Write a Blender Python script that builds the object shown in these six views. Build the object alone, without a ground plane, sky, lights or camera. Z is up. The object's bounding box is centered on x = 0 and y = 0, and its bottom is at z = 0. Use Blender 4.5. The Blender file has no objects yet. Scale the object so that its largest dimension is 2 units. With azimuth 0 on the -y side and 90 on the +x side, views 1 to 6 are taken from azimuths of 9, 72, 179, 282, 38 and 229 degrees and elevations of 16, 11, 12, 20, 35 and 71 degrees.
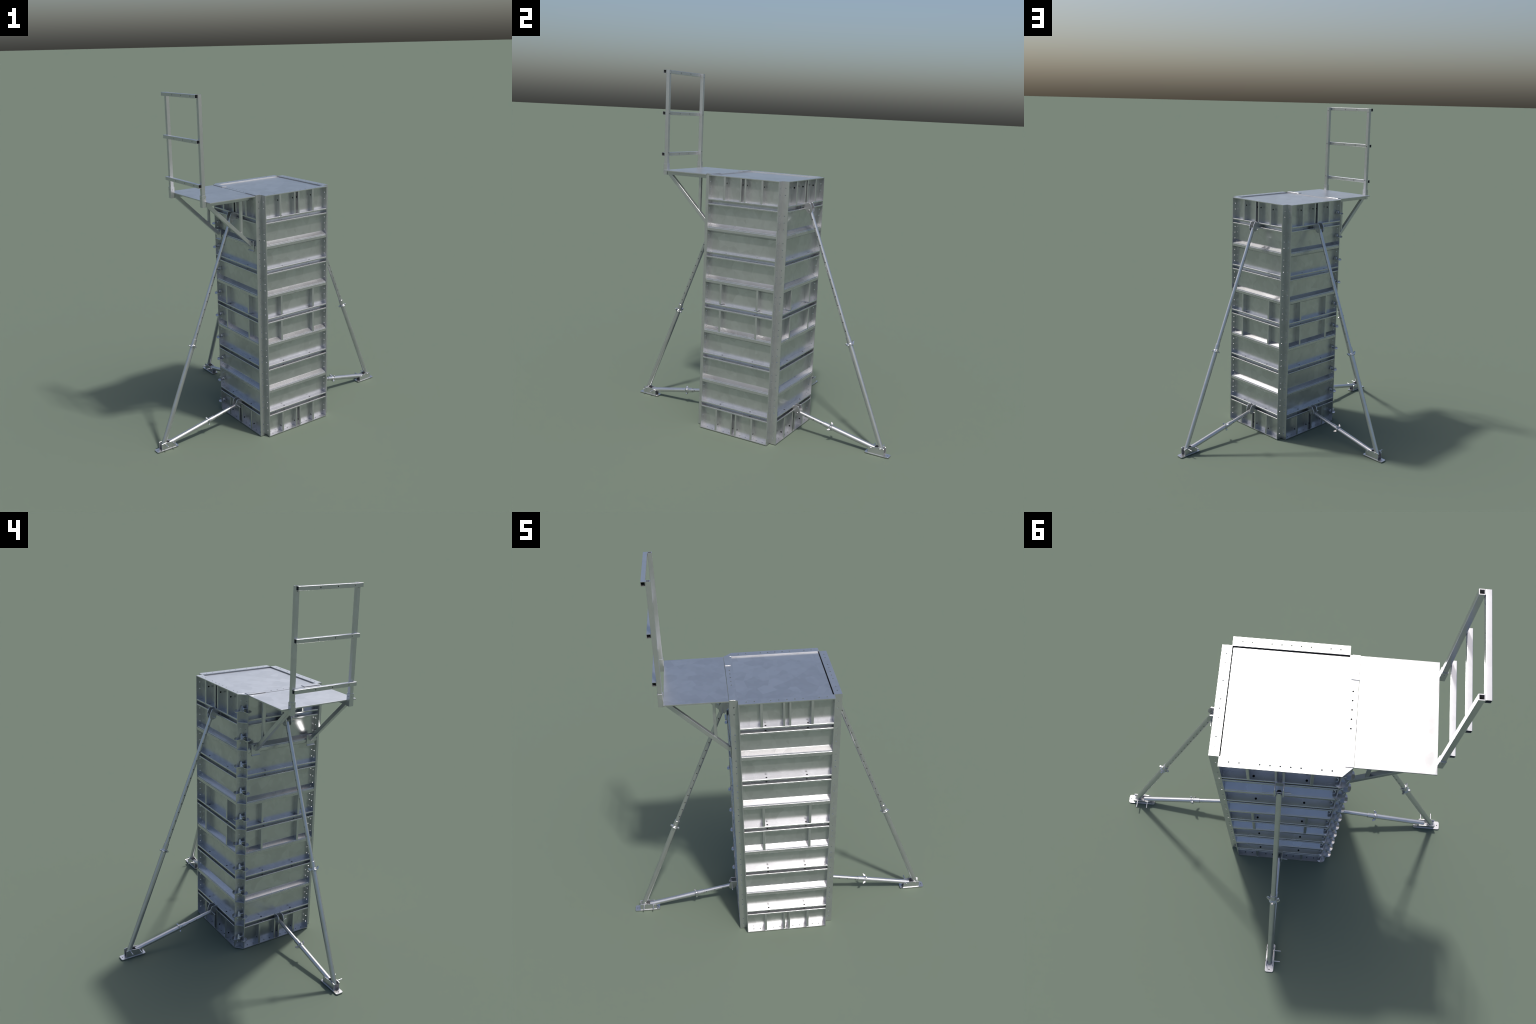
# Steel column formwork with a work platform, guardrail and three raking props.
import bpy, bmesh, math, random
from mathutils import Vector, Matrix

random.seed(7)
U = 0.0362                 # hole grid of the panels
W = 6 * U                  # half width of a panel
D = 0.0372                 # depth of a panel frame
H = 40 * U                 # height of a panel
CENTRE = (-0.0001, -0.0104, 0.0)
TURN = 0.7670              # rotation of the whole thing about z

# ------------------------------------------------------------------ materials
def galvanised(name, base, rough, spread, cell, patch_rough=0.006, metal=0.88):
    m = bpy.data.materials.new(name)
    m.use_nodes = True
    nt = m.node_tree
    nt.nodes.clear()
    N = nt.nodes.new
    L = nt.links.new
    out = N('ShaderNodeOutputMaterial')
    p = N('ShaderNodeBsdfPrincipled')
    L(p.outputs[0], out.inputs[0])
    p.inputs['Metallic'].default_value = metal
    tc = N('ShaderNodeTexCoord')
    info = N('ShaderNodeObjectInfo')
    off = N('ShaderNodeMath'); off.operation = 'MULTIPLY'; off.inputs[1].default_value = 13.0
    L(info.outputs['Random'], off.inputs[0])
    add = N('ShaderNodeVectorMath'); add.operation = 'ADD'
    L(tc.outputs['Object'], add.inputs[0]); L(off.outputs[0], add.inputs[1])
    vals = []
    for s in (1.0 / cell, 2.3 / cell):
        v = N('ShaderNodeTexVoronoi'); v.inputs['Scale'].default_value = s
        L(add.outputs[0], v.inputs['Vector'])
        bw = N('ShaderNodeSeparateColor'); L(v.outputs['Color'], bw.inputs[0])
        vals.append(bw.outputs[0])
    mix = N('ShaderNodeMath'); mix.operation = 'MULTIPLY_ADD'
    mix.inputs[1].default_value = 0.35
    L(vals[1], mix.inputs[0])
    m2 = N('ShaderNodeMath'); m2.operation = 'MULTIPLY'; m2.inputs[1].default_value = 0.65
    L(vals[0], m2.inputs[0]); L(m2.outputs[0], mix.inputs[2])
    ramp = N('ShaderNodeValToRGB')
    lo = tuple(c * (1 - spread) for c in base) + (1,)
    hi = tuple(min(1, c * (1 + spread)) for c in base) + (1,)
    ramp.color_ramp.elements[0].position = 0.15; ramp.color_ramp.elements[0].color = lo
    ramp.color_ramp.elements[1].position = 0.85; ramp.color_ramp.elements[1].color = hi
    L(mix.outputs[0], ramp.inputs[0])
    L(ramp.outputs[0], p.inputs['Base Color'])
    mr = N('ShaderNodeMapRange')
    mr.inputs[3].default_value = rough - patch_rough
    mr.inputs[4].default_value = rough + patch_rough
    L(vals[0], mr.inputs[0])
    L(mr.outputs[0], p.inputs['Roughness'])
    return m

BASE = (0.585, 0.593, 0.612)
SHEET = galvanised('galvanised_sheet', BASE, 0.30, 0.065, 0.060)
FRAME = galvanised('galvanised_frame', BASE, 0.30, 0.04, 0.055)
SKIN = galvanised('galvanised_skin', BASE, 0.28, 0.07, 0.060)
RIB = galvanised('galvanised_rib', BASE, 0.27, 0.04, 0.055)
TUBE = galvanised('galvanised_tube', BASE, 0.30, 0.03, 0.045)
CAST = galvanised('zinc_plated_casting', BASE, 0.25, 0.02, 0.030, 0.01)
HOLE_SHADE = bpy.data.materials.new('painted_hole_shade')       # near-black plates plugging the rib holes, darkness painted on
HOLE_SHADE.use_nodes = True
_p = HOLE_SHADE.node_tree.nodes['Principled BSDF']
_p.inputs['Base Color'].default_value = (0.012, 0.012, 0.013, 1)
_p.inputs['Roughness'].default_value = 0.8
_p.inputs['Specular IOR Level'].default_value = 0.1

# ------------------------------------------------------------------ mesh tools
def mesh_from(bm, name, mat, smooth=35):
    bmesh.ops.remove_doubles(bm, verts=bm.verts, dist=1e-6)
    bmesh.ops.recalc_face_normals(bm, faces=bm.faces)
    me = bpy.data.meshes.new(name)
    bm.to_mesh(me); bm.free()
    me.materials.append(mat)
    if smooth:
        me.polygons.foreach_set('use_smooth', [True] * len(me.polygons))
        me.set_sharp_from_angle(angle=math.radians(smooth))
        me = weighted(me)
    return me

def weighted(me):
    """area-weighted normals: flat sheets stay flat right up to their rounded edges"""
    ob = bpy.data.objects.new('work', me); bpy.context.scene.collection.objects.link(ob)
    mod = ob.modifiers.new('w', 'WEIGHTED_NORMAL'); mod.keep_sharp = True; mod.weight = 100
    dg = bpy.context.evaluated_depsgraph_get()
    res = bpy.data.meshes.new_from_object(ob.evaluated_get(dg))
    name = me.name
    bpy.data.objects.remove(ob); bpy.data.meshes.remove(me)
    res.name = name
    return res

def box(bm, lo, hi, bevel=0.0, seg=1):
    r = bmesh.ops.create_cube(bm, size=1.0)
    vs = r['verts']
    for v in vs:
        v.co = Vector([lo[i] + (v.co[i] + 0.5) * (hi[i] - lo[i]) for i in range(3)])
    if bevel:
        es = list({e for v in vs for e in v.link_edges})
        bmesh.ops.bevel(bm, geom=es, offset=bevel, segments=seg, affect='EDGES', profile=0.5)

def frame_to(a, b, up=(0, 0, 1)):
    """matrix whose z runs from a to b and whose y stays level"""
    zax = (Vector(b) - Vector(a)).normalized()
    yax = Vector((0, 1, 0)) if abs(zax.y) < 0.9 else Vector((1, 0, 0))
    xax = yax.cross(zax).normalized()
    yax = zax.cross(xax)
    m = Matrix((xax, yax, zax)).transposed().to_4x4()
    m.translation = Vector(a)
    return m

def lathe(bm, prof, n=24, mat=None):
    """revolve (r, z) points about z, open profile; closed if first==last"""
    rings = []
    for r, z in prof:
        if r < 1e-6:
            rings.append([bm.verts.new((0, 0, z))])
        else:
            rings.append([bm.verts.new((r * math.cos(2 * math.pi * i / n), r * math.sin(2 * math.pi * i / n), z)) for i in range(n)])
    for a, b in zip(rings, rings[1:]):
        for i in range(n):
            j = (i + 1) % n
            if len(a) == 1:
                bm.faces.new((a[0], b[j], b[i]))
            elif len(b) == 1:
                bm.faces.new((a[i], a[j], b[0]))
            else:
                bm.faces.new((a[i], a[j], b[j], b[i]))
    if mat is not None:
        bmesh.ops.transform(bm, matrix=mat, verts=[v for g in rings for v in g])
    return [v for g in rings for v in g]

def pipe(bm, r, wall, z0, z1, n=28, mat=None):
    ri = r - wall
    e = min(0.0008, wall * 0.3)
    prof = [(ri, z0), (r - e, z0), (r, z0 + e), (r, z1 - e), (r - e, z1), (ri, z1), (ri, z0)]
    return lathe(bm, prof, n, mat)

def rod(bm, r, z0, z1, n=16, mat=None):
    e = r * 0.25
    return lathe(bm, [(0, z0), (r - e, z0), (r, z0 + e), (r, z1 - e), (r - e, z1), (0, z1)], n, mat)

def square_tube(bm, side, wall, z0, z1, mat=None, round_=0.0016):
    """hollow square section along z"""
    def ring(h, rr, z):
        pts = []
        for cx, cy, a0 in ((h - rr, h - rr, 0), (-h + rr, h - rr, 90), (-h + rr, -h + rr, 180), (h - rr, -h + rr, 270)):
            for k in range(4):
                a = math.radians(a0 + 30 * k)
                pts.append(bm.verts.new((cx + rr * math.cos(a), cy + rr * math.sin(a), z)))
        return pts
    h = side / 2
    rings = [ring(h, round_, z0), ring(h, round_, z1), ring(h - wall, round_ * 0.6, z1), ring(h - wall, round_ * 0.6, z0)]
    n = len(rings[0])
    for a, b in zip(rings, rings[1:] + rings[:1]):
        for i in range(n):
            j = (i + 1) % n
            bm.faces.new((a[i], a[j], b[j], b[i]))
    vs = [v for g in rings for v in g]
    if mat is not None:
        bmesh.ops.transform(bm, matrix=mat, verts=vs)
    return vs

def extrude_poly(bm, pts, t0, t1, axis='y', bevel=0.0):
    """pts in the plane across axis, extruded from t0 to t1"""
    def P(a, b, t):
        return {'y': (a, t, b), 'z': (a, b, t), 'x': (t, a, b)}[axis]
    va = [bm.verts.new(P(a, b, t0)) for a, b in pts]
    vb = [bm.verts.new(P(a, b, t1)) for a, b in pts]
    fa = bm.faces.new(va); fb = bm.faces.new(vb[::-1])
    n = len(pts)
    for i in range(n):
        j = (i + 1) % n
        bm.faces.new((va[i], vb[i], vb[j], va[j]))
    if bevel:
        bmesh.ops.bevel(bm, geom=list(fa.edges) + list(fb.edges), offset=bevel, segments=1, affect='EDGES')
    return va + vb

def perforated_strip(bm, length, width, thick, holes, place, n=12, span=None):
    """flat strip: a along its length (0..length), b across (0..width), c through.
    holes = [(a, b, r)] in one row; place(a, b, c) gives the position."""
    holes = sorted(holes)
    cuts = [0.0]
    for (a0, _, r0), (a1, _, r1) in zip(holes, holes[1:]):
        cuts.append((a0 + a1) / 2)
    cuts.append(length)
    cache = {}
    def V(a, b, c):
        k = (round(a, 6), round(b, 6), round(c, 6))
        if k not in cache:
            cache[k] = bm.verts.new(place(a, b, c))
        return cache[k]
    def quad(*vs):
        try:
            bm.faces.new(vs)
        except ValueError:
            pass
    for (a, b, r), lo, hi in zip(holes, cuts, cuts[1:]):
        # square directly around the hole, plain pieces outside it
        s = r * 1.9
        A = [lo, a - s, a + s, hi]
        Bv = [0.0, b - s, b + s, width]
        for c in (0.0, thick):
            for i in range(3):
                for j in range(3):
                    if i == 1 and j == 1:
                        continue
                    quad(V(A[i], Bv[j], c), V(A[i + 1], Bv[j], c), V(A[i + 1], Bv[j + 1], c), V(A[i], Bv[j + 1], c))
            # ring between the square and the hole
            for q in range(4):
                k0 = q * (n // 4)
                ring = [V(a + r * math.cos(math.pi / 4 + 2 * math.pi * (k0 + k) / n), b + r * math.sin(math.pi / 4 + 2 * math.pi * (k0 + k) / n), c) for k in range(n // 4 + 1)]
                corners = [(a + s, b + s), (a - s, b + s), (a - s, b - s), (a + s, b - s)]
                p0 = V(*corners[q], c); p1 = V(*corners[(q + 1) % 4], c)
                quad(p0, *ring, p1)
        for k in range(n):
            t0 = math.pi / 4 + 2 * math.pi * k / n; t1 = math.pi / 4 + 2 * math.pi * (k + 1) / n
            quad(V(a + r * math.cos(t0), b + r * math.sin(t0), 0.0), V(a + r * math.cos(t1), b + r * math.sin(t1), 0.0),
                 V(a + r * math.cos(t1), b + r * math.sin(t1), thick), V(a + r * math.cos(t0), b + r * math.sin(t0), thick))
        for bb in (0.0, width):
            for i in range(3):
                quad(V(A[i], bb, 0), V(A[i + 1], bb, 0), V(A[i + 1], bb, thick), V(A[i], bb, thick))
        for aa, first in ((lo, lo == 0.0), (hi, hi == length)):
            if first:
                for j in range(3):
                    quad(V(aa, Bv[j], 0), V(aa, Bv[j + 1], 0), V(aa, Bv[j + 1], thick), V(aa, Bv[j], thick))

def hole_shade_plate(bm, lo, hi):
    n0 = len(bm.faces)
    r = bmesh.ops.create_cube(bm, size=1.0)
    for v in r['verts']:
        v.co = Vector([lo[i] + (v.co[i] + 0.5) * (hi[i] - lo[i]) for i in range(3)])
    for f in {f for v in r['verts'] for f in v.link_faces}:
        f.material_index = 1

def bored(me, cutters):
    """cut rods out of a mesh; cutters = [(point, point, radius)]"""
    bm = bmesh.new()
    for a, b, r in cutters:
        rod(bm, r, 0, (Vector(b) - Vector(a)).length, 12, frame_to(a, b))
    cm = bpy.data.meshes.new('bore'); bmesh.ops.recalc_face_normals(bm, faces=bm.faces); bm.to_mesh(cm); bm.free()
    co = bpy.data.objects.new('bore', cm); bpy.context.scene.collection.objects.link(co)
    ob = bpy.data.objects.new('work', me); bpy.context.scene.collection.objects.link(ob)
    mod = ob.modifiers.new('b', 'BOOLEAN'); mod.operation = 'DIFFERENCE'; mod.object = co; mod.solver = 'EXACT'
    dg = bpy.context.evaluated_depsgraph_get()
    res = bpy.data.meshes.new_from_object(ob.evaluated_get(dg))
    res.name = me.name
    mat = me.materials[0]
    bpy.data.objects.remove(ob); bpy.data.objects.remove(co)
    bpy.data.meshes.remove(cm); bpy.data.meshes.remove(me)
    res.materials.clear(); res.materials.append(mat)
    res.polygons.foreach_set('material_index', [0] * len(res.polygons))
    res.polygons.foreach_set('use_smooth', [True] * len(res.polygons))
    res.set_sharp_from_angle(angle=math.radians(35))
    return weighted(res)

COL = bpy.context.scene.collection
def put(name, me, parent, loc=(0, 0, 0), rz=0.0, matrix=None):
    o = bpy.data.objects.new(name, me)
    COL.objects.link(o)
    o.parent = parent
    if matrix is not None:
        o.matrix_local = matrix
    else:
        o.location = loc
        o.rotation_euler = (0, 0, rz)
    return o

root = bpy.data.objects.new('column_formwork', None)
COL.objects.link(root)
root.location = CENTRE
root.rotation_euler = (0, 0, TURN)
root['label'] = 'galvanised steel column formwork with work platform and raking props'
root['category'] = 'construction formwork'

# ------------------------------------------------------------------ panels
# One panel is modelled facing -y: the skin at y = -W, the frame from -W to -W-D.
OUT = -W - D
RIM = 0.0008               # ribs stay this far behind the rim of the flanges
FL = 0.0042                # flange thickness
SK = -W - 0.0075          # outer face of the skin

def m_skin():
    bm = bmesh.new()
    box(bm, (-W + 0.0005, SK, 0.0012), (W - 0.0005, -W - 0.0002, H - 0.0012))
    return mesh_from(bm, 'panel_skin', SKIN)

flange_rows = [k for k in range(1, 40) if k % 4 and k not in (3, 37)]
def m_side_flange(sign):
    bm = bmesh.new()
    holes = [(k * U, D / 2, 0.0034) for k in flange_rows]
    x0 = W - FL if sign > 0 else -W
    perforated_strip(bm, H, D, FL, holes, lambda a, b, c: (x0 + c, -W - b, a))
    return mesh_from(bm, 'side_flange', FRAME, 30)

def m_end_flange():
    bm = bmesh.new()
    ln = 2 * (W - FL)
    holes = [(ln / 2 + k * U, D / 2, 0.0034) for k in (-5, -4, -2, -1, 0, 1, 2, 4, 5)]
    perforated_strip(bm, ln, D - 0.0002, FL, holes, lambda a, b, c: (a - ln / 2, -W - b, c))
    return mesh_from(bm, 'end_flange', FRAME, 30)

R_IN, R_OUT = 0.0085, 0.0174    # channel rib: inner and outer half height
def m_channel_rib():
    bm = bmesh.new()
    ln = 2 * (W - FL) - 0.0006
    dep = D - 0.0075
    for z0 in (-R_OUT, R_IN):
        box_lo = (-ln / 2, OUT + RIM, z0)
        sub = bmesh.new()
        holes = [(ln / 2 + sx * 0.097, dep - 0.016, 0.0048) for sx in (-1, 1)]
        perforated_strip(sub, ln, dep, R_OUT - R_IN, holes, lambda a, b, c: (a - ln / 2, OUT + RIM + (dep - b), z0 + c), 16)
        bmesh.ops.remove_doubles(sub, verts=sub.verts, dist=1e-6)
        bmesh.ops.recalc_face_normals(sub, faces=sub.faces)
        # soften the two long edges at the rim
        es = [e for e in sub.edges if all(abs(v.co.y - (OUT + RIM)) < 1e-5 for v in e.verts)
              and abs(e.verts[0].co.z - e.verts[1].co.z) < 1e-6]
        bmesh.ops.bevel(sub, geom=es, offset=0.0022, segments=3, affect='EDGES', profile=0.5)
        tmp = bpy.data.meshes.new('t'); sub.to_mesh(tmp); sub.free()
        bm.from_mesh(tmp); bpy.data.meshes.remove(tmp)
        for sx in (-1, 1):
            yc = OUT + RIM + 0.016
            hole_shade_plate(bm, (sx * 0.097 - 0.0065, yc - 0.0065, z0 + 0.0010), (sx * 0.097 + 0.0065, yc + 0.0065, z0 + R_OUT - R_IN - 0.0010))
    me = mesh_from(bm, 'channel_rib', RIB, 40)
    me.materials.append(HOLE_SHADE)
    return me

def m_box_rib():
    """hat-shaped bar: sloping flanks, a grooved nose flush with the rim"""
    bm = bmesh.new()
    ln = W - FL - 0.0003
    y_in, y_out = SK + 0.001, OUT + RIM
    prof = [(y_in, 0.0262), (y_in - 0.0014, 0.0250), (y_in - 0.0034, 0.0238), (y_out + 0.0062, 0.0116), (y_out + 0.0038, 0.0106), (y_out + 0.0030, 0.0092), (y_out + 0.0030, 0.0064), (y_out + 0.0034, 0.0054),
            (y_out + 0.0020, 0.0050), (y_out + 0.0006, 0.0044), (y_out, 0.0030), (y_out, -0.0100), (y_out + 0.0006, -0.0112), (y_out + 0.0030, -0.0120), (y_in - 0.0034, -0.0238), (y_in, -0.0262)]
    extrude_poly(bm, prof, -ln, ln, 'x')
    return mesh_from(bm, 'box_rib', RIB, 25)

def m_stiffener(z0, z1, half, hole_z=None):
    bm = bmesh.new()
    y_in, y_out = SK + 0.001, OUT + RIM + 0.0004
    dep = y_in - y_out
    if hole_z is None:
        box(bm, (-half, y_out, z0), (half, y_in, z1), 0.0020, 3)
        return mesh_from(bm, 'stiffener', FRAME, 40)
    perforated_strip(bm, z1 - z0, dep, 2 * half, [(hole_z - z0, dep * 0.45, 0.0048)],
                     lambda a, b, c: (-half + c, y_in - b, z0 + a), 16)
    bmesh.ops.recalc_face_normals(bm, faces=bm.faces)
    es = [e for e in bm.edges if all(abs(v.co.y - y_out) < 1e-5 for v in e.verts)
          and abs(e.verts[0].co.x - e.verts[1].co.x) < 1e-6]
    bmesh.ops.bevel(bm, geom=es, offset=0.0022, segments=3, affect='EDGES', profile=0.5)
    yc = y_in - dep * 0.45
    hole_shade_plate(bm, (-half + 0.0010, yc - 0.0065, hole_z - 0.0065), (half - 0.0010, yc + 0.0065, hole_z + 0.0065))
    me = mesh_from(bm, 'stiffener', FRAME, 40)
    me.materials.append(HOLE_SHADE)
    return me

skin = m_skin()
side = {s: m_side_flange(s) for s in (-1, 1)}
endf = m_end_flange()
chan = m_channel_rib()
boxr = m_box_rib()
top0, top1 = 36 * U + R_OUT, H - FL
bot0, bot1 = FL, 4 * U - R_OUT
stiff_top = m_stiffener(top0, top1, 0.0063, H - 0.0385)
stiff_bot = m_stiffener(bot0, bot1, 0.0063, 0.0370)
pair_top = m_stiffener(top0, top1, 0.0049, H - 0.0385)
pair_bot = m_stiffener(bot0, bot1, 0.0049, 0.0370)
mid_hi = m_stiffener(20 * U + R_OUT + 0.003, 24 * U - 0.0090, 0.0063)
mid_lo = m_stiffener(16 * U + 0.0090, 20 * U - R_OUT + 0.0022, 0.0063)

for q in range(4):                                   # front, then +x side, rear, -x side
    pan = put('panel', skin, root, rz=q * math.pi / 2)
    for s in (-1, 1):
        put('side_flange', side[s], pan)
    put('end_flange', endf, pan, (0, 0, 0.0))
    put('end_flange', endf, pan, (0, 0, H - FL))
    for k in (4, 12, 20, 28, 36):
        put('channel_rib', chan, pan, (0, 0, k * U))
    for k in (8, 16, 24, 32):
        put('box_rib', boxr, pan, (0, 0, k * U))
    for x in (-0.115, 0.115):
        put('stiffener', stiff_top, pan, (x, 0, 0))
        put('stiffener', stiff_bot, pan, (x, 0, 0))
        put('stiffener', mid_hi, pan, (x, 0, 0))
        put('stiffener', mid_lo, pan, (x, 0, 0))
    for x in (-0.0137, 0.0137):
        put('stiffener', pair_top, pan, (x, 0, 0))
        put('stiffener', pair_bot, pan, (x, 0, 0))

# sheet that closes the column, a little below the top flanges
bm = bmesh.new()
box(bm, (-W + 0.0001, -W + 0.0055, H - 0.0100), (W - 0.0045, W - 0.0001, H - 0.0062))
put('cover_sheet', mesh_from(bm, 'cover_sheet', SHEET), root)

# ------------------------------------------------------------------ closing corner (-x, +y)
bm = bmesh.new()
e = 0.0004
extrude_poly(bm, [(-W - e, W + e), (-W - e, W + D - e), (-W - D + e, W + e)], 0, 0.0040, 'z', 0.0006)
gus = mesh_from(bm, 'corner_gusset', FRAME, 30)
for k in range(11):
    z = {0: 0.0, 10: H - 0.0040}.get(k, k * 4 * U - 0.002)
    put('corner_gusset', gus, root, (0, 0, z))

# wedge clamp in a frame: n = across the flange (x), o = outward (y), z up; the flange is x = 0
def m_clamp_tray():
    bm = bmesh.new()
    rows = []
    nn = 12
    for sgn in (0.0, 0.0030):
        row = []
        for k in range(nn + 1):
            a = math.pi * k / nn                      # rounded outer rim
            x = 0.0195 * math.cos(a)
            y = D - 0.006 + 0.0185 * abs(math.sin(a)) ** 0.6
            row.append(bm.verts.new((x, y, sgn + 0.006 * (x / 0.0195) ** 2)))
        inner = []
        for k in range(nn + 1):
            x = 0.0175 * math.cos(math.pi * k / nn)
            inner.append(bm.verts.new((x, D - 0.0225, sgn + 0.006 * (x / 0.0195) ** 2)))
        rows.append((row, inner))
    (a0, b0), (a1, b1) = rows
    for k in range(nn):
        bm.faces.new((a0[k], a0[k + 1], b0[k + 1], b0[k]))
        bm.faces.new((a1[k + 1], a1[k], b1[k], b1[k + 1]))
        bm.faces.new((a0[k + 1], a0[k], a1[k], a1[k + 1]))
        bm.faces.new((b0[k], b0[k + 1], b1[k + 1], b1[k]))
    for k in (0, nn):
        bm.faces.new((a0[k], b0[k], b1[k], a1[k]))
    return mesh_from(bm, 'clamp_tray', CAST, 40)

def m_clamp_wedge():
    bm = bmesh.new()
    # tapered key standing in the tray on the notch side
    lo = [(0.0010, 0.0080), (0.0190, 0.0100), (0.0190, 0.0270), (0.0010, 0.0270)]
    hi = [(0.0010, 0.0120), (0.0070, 0.0120), (0.0070, 0.0200), (0.0010, 0.0200)]
    va = [bm.verts.new((x, y, 0.002)) for x, y in lo]
    vb = [bm.verts.new((x, y, 0.031)) for x, y in hi]
    bm.faces.new(va[::-1]); bm.faces.new(vb)
    for k in range(4):
        j = (k + 1) % 4
        bm.faces.new((va[k], va[j], vb[j], vb[k]))
    bmesh.ops.recalc_face_normals(bm, faces=bm.faces)
    bmesh.ops.bevel(bm, geom=list(bm.edges), offset=0.0010, segments=2, affect='EDGES')
    return mesh_from(bm, 'clamp_wedge', CAST, 40)

def m_clamp_bolt():
    bm = bmesh.new()
    # stub with a round head on the notch side
    m = frame_to((0.0, 0.0140, 0.0170), (0.02, 0.0140, 0.0170))
    rod(bm, 0.0042, 0.0, 0.0100, 14, m)
    rod(bm, 0.0066, 0.0090, 0.0150, 14, m)
    return mesh_from(bm, 'clamp_bolt', CAST, 30)

def m_clamp_washer():
    bm = bmesh.new()
    # round plate standing against the flange inside the cell
    m = frame_to((-FL - 0.0060, 0.0160, 0.0120), (0.0, 0.0160, 0.0120))
    rod(bm, 0.0125, 0.0, 0.0050, 20, m)
    rod(bm, 0.0045, -0.0050, 0.0, 14, m)
    return mesh_from(bm, 'clamp_washer', CAST, 30)

tray, wedge, bolt, washer = m_clamp_tray(), m_clamp_wedge(), m_clamp_bolt(), m_clamp_washer()
# on the rear panel's flange (x = -W, outward +y; the notch lies at -x) and its mirror image
def mirrored(me):
    c = me.copy()
    bm = bmesh.new(); bm.from_mesh(c)
    for v in bm.verts:
        v.co.x = -v.co.x
    bmesh.ops.reverse_faces(bm, faces=bm.faces)
    bm.to_mesh(c); bm.free()
    return c
tray_m, wedge_m, washer_m = mirrored(tray), mirrored(wedge), mirrored(washer)
for k in range(10):
    z = (1.46 + 4 * k) * U
    cb = put('wedge_clamp', tray_m, root, matrix=Matrix.Translation((-W, W, z)))
    put('wedge', wedge_m, cb); put('washer', washer_m, cb)
    ma = Matrix.Translation((-W, W, z)) @ Matrix.Rotation(math.pi / 2, 4, 'Z')
    ca = put('wedge_clamp', tray, root, matrix=ma)
    put('bolt', bolt, ca); put('washer', washer, ca)

# ------------------------------------------------------------------ work platform on the -x side
XA = -W - D
PX0, PX1, PY = -0.5450, XA - 0.0018, 0.2175
DECK_TOP, DECK_LOW = 1.4472, 1.4408
BY = 0.1695                 # the two brackets stand at y = +-BY
bm = bmesh.new()
box(bm, (PX0, -PY, DECK_LOW), (PX1, PY, DECK_TOP), 0.0009, 2)
deck = put('platform_deck', mesh_from(bm, 'platform_deck', SHEET, 40), root)

bm = bmesh.new()
square_tube(bm, 0.0205, 0.0025, 0, PX1 - PX0 - 0.004, frame_to((PX0 + 0.002, 0, DECK_LOW - 0.0103), (PX1, 0, DECK_LOW - 0.0103)))
beam = mesh_from(bm, 'bracket_beam', TUBE, 40)
s0, s1 = Vector((-0.5330, 0, 1.4275)), Vector((-0.2610, 0, 1.1655))
bm = bmesh.new()
square_tube(bm, 0.0200, 0.0025, 0, (s1 - s0).length, frame_to(s0, s1))
strut = mesh_from(bm, 'bracket_strut', TUBE, 40)
bm = bmesh.new()
square_tube(bm, 0.0142, 0.002, 1.232, DECK_LOW - 0.018, Matrix.Translation((-0.3225, 0, 0)))
hanger = mesh_from(bm, 'bracket_post', TUBE, 40)
bm = bmesh.new()
box(bm, (XA - 0.0045, -0.0252, 1.1315), (XA - 0.0006, 0.0252, 1.1890), 0.0006, 1)
box(bm, (XA - 0.0120, -0.0252, 1.1300), (XA - 0.0006, 0.0252, 1.1335), 0.0006, 1)
box(bm, (XA - 0.0012, -0.0200, 1.1490), (XA + 0.0200, 0.0200, 1.1530), 0.0004, 1)
bfoot = mesh_from(bm, 'bracket_foot', FRAME, 40)
bm = bmesh.new()
box(bm, (XA - 0.0006, -0.0500, H), (XA + 0.0288, 0.0500, H + 0.0034), 0.0006, 1)
hook = mesh_from(bm, 'platform_hook', FRAME, 40)
for s in (-1, 1):
    put('bracket_beam', beam, deck, (0, s * BY, 0))
    put('bracket_strut', strut, deck, (0, s * BY, 0))
    put('bracket_post', hanger, deck, (0, s * BY, 0))
    put('bracket_foot', bfoot, deck, (0, s * BY, 0))
    put('platform_hook', hook, deck, (0, s * 0.1677, 0))

# ------------------------------------------------------------------ guardrail
GX, RX = -0.5571, -0.5770
RAILS = (1.5325, 1.7620, 1.9905)
bm = bmesh.new()
square_tube(bm, 0.0200, 0.0028, 1.4200, 1.9996)
post = mesh_from(bm, 'guardrail_post', TUBE, 40)
post = bored(post, [((0.02, 0, z), (-0.02, 0, z), 0.0030) for z in (1.5415, 1.7595, 1.9780)])
bm = bmesh.new()
square_tube(bm, 0.0248, 0.0023, 1.4185, 1.4815)
sock = mesh_from(bm, 'post_socket', TUBE, 40)
sock = bored(sock, [((0.02, 0, 1.466), (-0.02, 0, 1.466), 0.0022), ((0, 0.02, 1.466), (0, -0.02, 1.466), 0.0022)])
bm = bmesh.new()
square_tube(bm, 0.0192, 0.0014, -0.1790, 0.1780, frame_to((0, 0, 0), (0, 1, 0)))
rail = mesh_from(bm, 'guardrail_rail', TUBE, 40)
rail = bored(rail, [((-0.02, y, 0), (0.02, y, 0), 0.0030) for y in (-0.1325, -0.0365, 0.0605)])
for s in (-1, 1):
    p = put('guardrail_post', post, root, (GX, s * BY, 0))
    put('post_socket', sock, p)
for z in RAILS:
    put('guardrail_rail', rail, root, (RX, 0, z))

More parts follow.
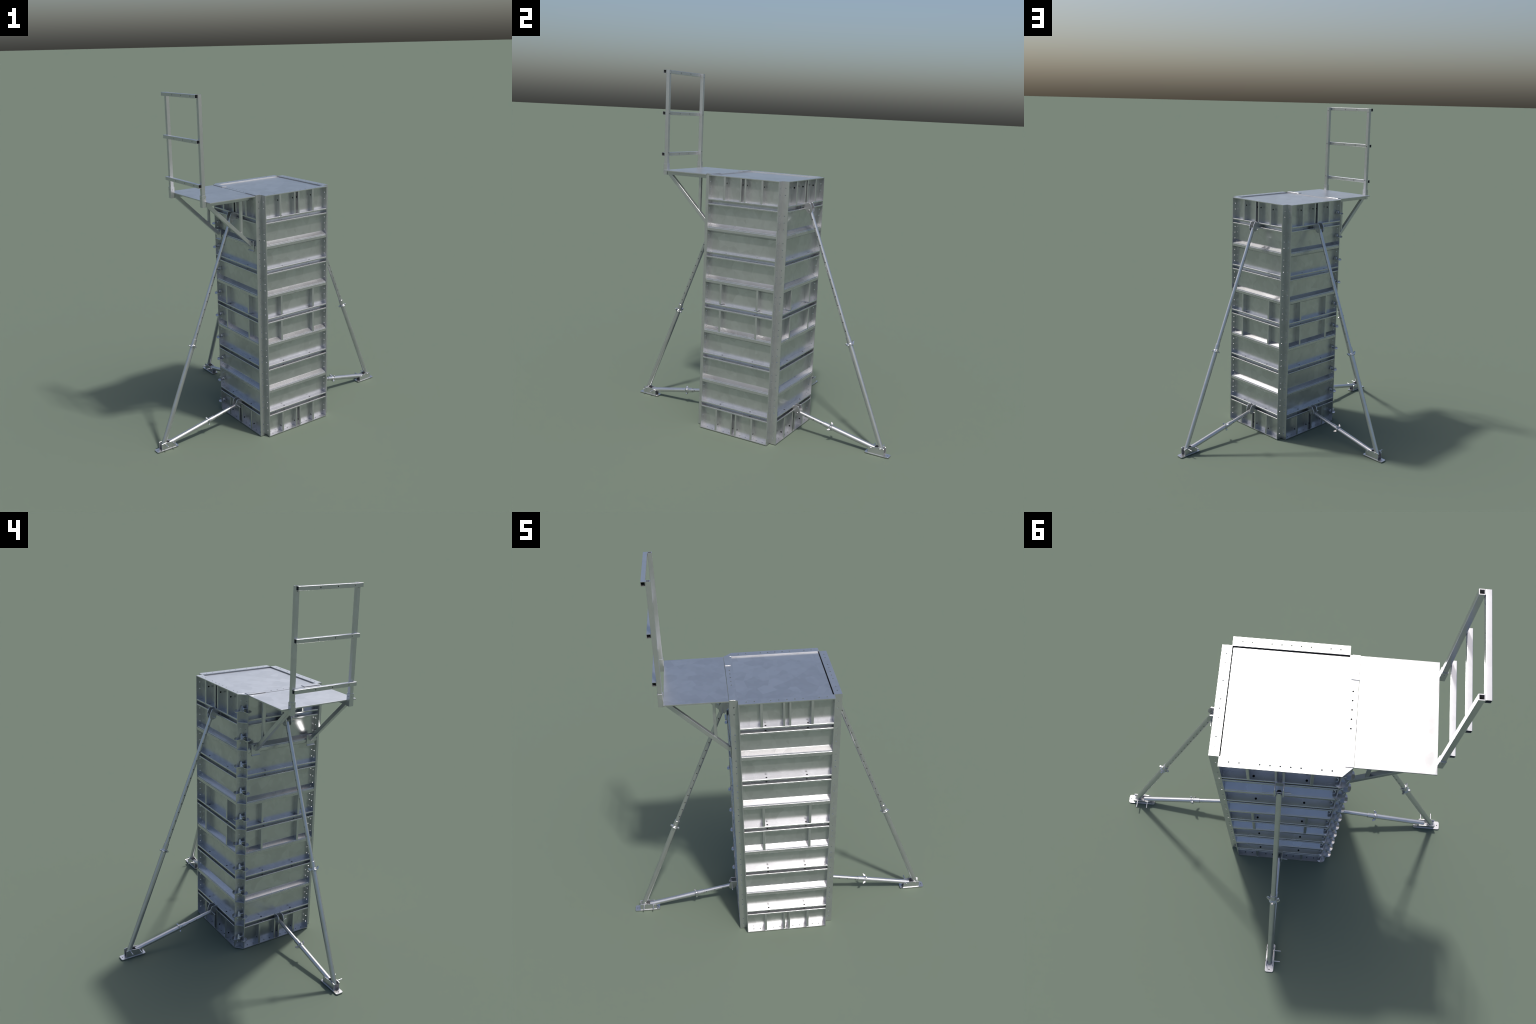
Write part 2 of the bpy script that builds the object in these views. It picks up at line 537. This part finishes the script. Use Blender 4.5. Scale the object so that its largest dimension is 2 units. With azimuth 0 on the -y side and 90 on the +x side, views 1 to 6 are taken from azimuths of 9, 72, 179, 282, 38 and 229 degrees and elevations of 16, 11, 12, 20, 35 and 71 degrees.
# ------------------------------------------------------------------ raking props
# modelled for the +x face: plane y = 0, pins point to +y
R1, R2 = 0.0133, 0.0106     # outer and inner tube
PITCH = 0.0483
def prop_parts(length, collar_at, foot_over, head_gap, first_hole):
    """outer tube from the foot pin (z = 0) up to the collar, inner tube on to the head pin"""
    bm = bmesh.new()
    pipe(bm, R1, 0.0022, -foot_over, collar_at + 0.042)
    outer = mesh_from(bm, 'outer_tube', TUBE, 40)
    bm = bmesh.new()
    pipe(bm, R2, 0.0020, collar_at - 0.05, length - head_gap)
    inner = mesh_from(bm, 'inner_tube', TUBE, 40)
    holes = []
    z = length - first_hole
    while z > collar_at + 0.048:
        holes.append(((0, -0.02, z), (0, 0.02, z), 0.0030))
        z -= PITCH
    inner = bored(inner, holes)
    return outer, inner

def m_collar_mesh():
    bm = m_collar_base()
    return mesh_from(bm, 'collar_nut', CAST, 40)

def m_collar_base():
    bm = bmesh.new()
    lathe(bm, [(R1 - 0.001, -0.0075), (0.0160, -0.0075), (0.0178, -0.0060), (0.0178, -0.0022), (0.0160, -0.0006), (0.0160, 0.0030),
               (0.0150, 0.0062), (R1 - 0.001, 0.0080), (R1 - 0.001, -0.0075)], 28)
    def lug(angle, poly, half):
        sub = bmesh.new()
        extrude_poly(sub, poly, -half, half, 'y', 0.0008)
        bmesh.ops.transform(sub, matrix=Matrix.Rotation(angle, 4, 'Z'), verts=sub.verts)
        t = bpy.data.meshes.new('t'); sub.to_mesh(t); sub.free()
        bm.from_mesh(t); bpy.data.meshes.remove(t)
    wing = [(0.0135, -0.006), (0.0210, -0.005), (0.0252, -0.0005), (0.0300, 0.0090), (0.0268, 0.0125), (0.0205, 0.0075), (0.0135, 0.0045)]
    knob = [(0.0135, -0.0065), (0.0225, -0.0085), (0.0255, -0.0055), (0.0245, -0.0010), (0.0200, 0.0015), (0.0135, 0.0020)]
    for k in range(2):
        lug(math.radians(70 + 180 * k), wing, 0.0045)
        lug(math.radians(-15 + 180 * k), knob, 0.0042)
    return bm
collar = m_collar_mesh()

def m_pin(y0, y1, r=0.0031):
    bm = bmesh.new()
    rod(bm, r, 0, y1 - y0, 14, frame_to((0, y0, 0), (0, y1, 0)))
    rod(bm, r * 1.45, 0, 0.0022, 14, frame_to((0, y0 - 0.0008, 0), (0, y1, 0)))
    return mesh_from(bm, 'pin', CAST, 40)

# base plate with two cheeks
F0, F1, FW = 0.6985, 0.8368, 0.0212
PIN_A, PIN_B = (0.7330, 0.0340), (0.7848, 0.0390)
def rounded_rect(x0, x1, y0, y1, r, n=5):
    pts = []
    for cx, cy, a0 in ((x1 - r, y1 - r, 0), (x0 + r, y1 - r, 90), (x0 + r, y0 + r, 180), (x1 - r, y0 + r, 270)):
        for k in range(n + 1):
            a = math.radians(a0 + 90 * k / n)
            pts.append((cx + r * math.cos(a), cy + r * math.sin(a)))
    return pts
bm = bmesh.new()
extrude_poly(bm, rounded_rect(F0, F1, -FW, FW, 0.0075), 0.0, 0.0048, 'z', 0.0007)
plate = mesh_from(bm, 'base_plate', FRAME, 40)
plate = bored(plate, [((x, 0, -0.01), (x, 0, 0.02), 0.0030) for x in (0.7090, 0.8255)])
CH = 0.0180                 # outer half spacing of the cheeks
def cheek_profile():
    return [(0.7165, 0.0040), (0.8080, 0.0040), (0.8080, 0.0430), (0.8040, 0.0455), (0.7760, 0.0470), (0.7700, 0.0455), (0.7560, 0.0425),
            (0.7300, 0.0420), (0.7220, 0.0395), (0.7165, 0.0330)]
bm = bmesh.new()
extrude_poly(bm, cheek_profile(), -0.0018, 0.0018, 'y', 0.0005)
cheek = mesh_from(bm, 'base_cheek', FRAME, 40)
foot_pin = m_pin(-CH - 0.0015, 0.0520)

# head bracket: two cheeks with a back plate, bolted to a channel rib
ZB = 0.0                    # heights relative to the rib centre
PV = (0.2808, -0.0180)      # pin
def bracket_profile():
    x0 = W + D - 0.0035
    pts = [(x0, 0.0215), (0.2825, 0.0222), (0.2858, 0.0205), (0.2950, 0.0020), (0.2962, -0.0050)]
    for k in range(0, 10):
        a = math.radians(25 - 16 * k)
        pts.append((PV[0] + 0.0012 + 0.0165 * math.cos(a), PV[1] + 0.0165 * math.sin(a)))
    pts += [(0.2640, -0.0235), (0.2595, -0.0125), (x0, -0.0110)]
    return pts
BH = 0.0170
bm = bmesh.new()
box(bm, (W + D - 0.0040, -BH, -0.0080), (W + D + 0.0030, BH, 0.0200), 0.0006, 1)
box(bm, (W + D - 0.0250, -0.0060, -0.0075), (W + D, 0.0060, 0.0075), 0.0006, 1)
back = mesh_from(bm, 'head_bracket', FRAME, 40)
bm = bmesh.new()
extrude_poly(bm, bracket_profile(), -0.0020, 0.0020, 'y', 0.0005)
hcheek = mesh_from(bm, 'bracket_cheek', FRAME, 40)
head_pin = m_pin(-BH - 0.003, 0.0450, 0.0027)

z_hi, z_lo = 36 * U, 4 * U
long_a, long_b = Vector((PIN_B[0], 0, PIN_B[1])), Vector((PV[0], 0, z_hi + PV[1]))
short_a, short_b = Vector((PIN_A[0], 0, PIN_A[1])), Vector((PV[0], 0, z_lo + PV[1]))
Ll, Ls = (long_b - long_a).length, (short_b - short_a).length
c_long = (Vector((0.5630, 0, 0.5830)) - long_a).length
c_short = (Vector((0.4850, 0, 0.0862)) - short_a).length
long_o, long_i = prop_parts(Ll, c_long, 0.0135, -0.0035, 0.0535)
short_o, short_i = prop_parts(Ls, c_short, 0.0170, -0.0035, 0.0535)

for q in range(3):                                   # +x, +y and -x faces
    turn = Matrix.Rotation(q * math.pi / 2, 4, 'Z')
    bp = put('base_plate', plate, root, matrix=turn)
    for s in (-1, 1):
        put('base_cheek', cheek, bp, (0, s * (CH - 0.0018), 0))
    for x, z in (PIN_A, PIN_B):
        put('pin', foot_pin, bp, (x, 0, z))
    for a, b, o_me, i_me, cat, zr in ((long_a, long_b, long_o, long_i, c_long, z_hi), (short_a, short_b, short_o, short_i, c_short, z_lo)):
        pr = put('raking_prop', o_me, root, matrix=turn @ frame_to(a, b))
        put('inner_tube', i_me, pr)
        put('collar_nut', collar, pr, (0, 0, cat), rz=random.uniform(-0.4, 0.4))
        hb = put('head_bracket', back, root, matrix=turn @ Matrix.Translation((0, 0, zr)))
        for s in (-1, 1):
            put('bracket_cheek', hcheek, hb, (0, s * (BH - 0.0010), 0))
        put('pin', head_pin, hb, (PV[0], 0, PV[1]))

for me in [m for m in bpy.data.meshes if m.users == 0]:
    bpy.data.meshes.remove(me)
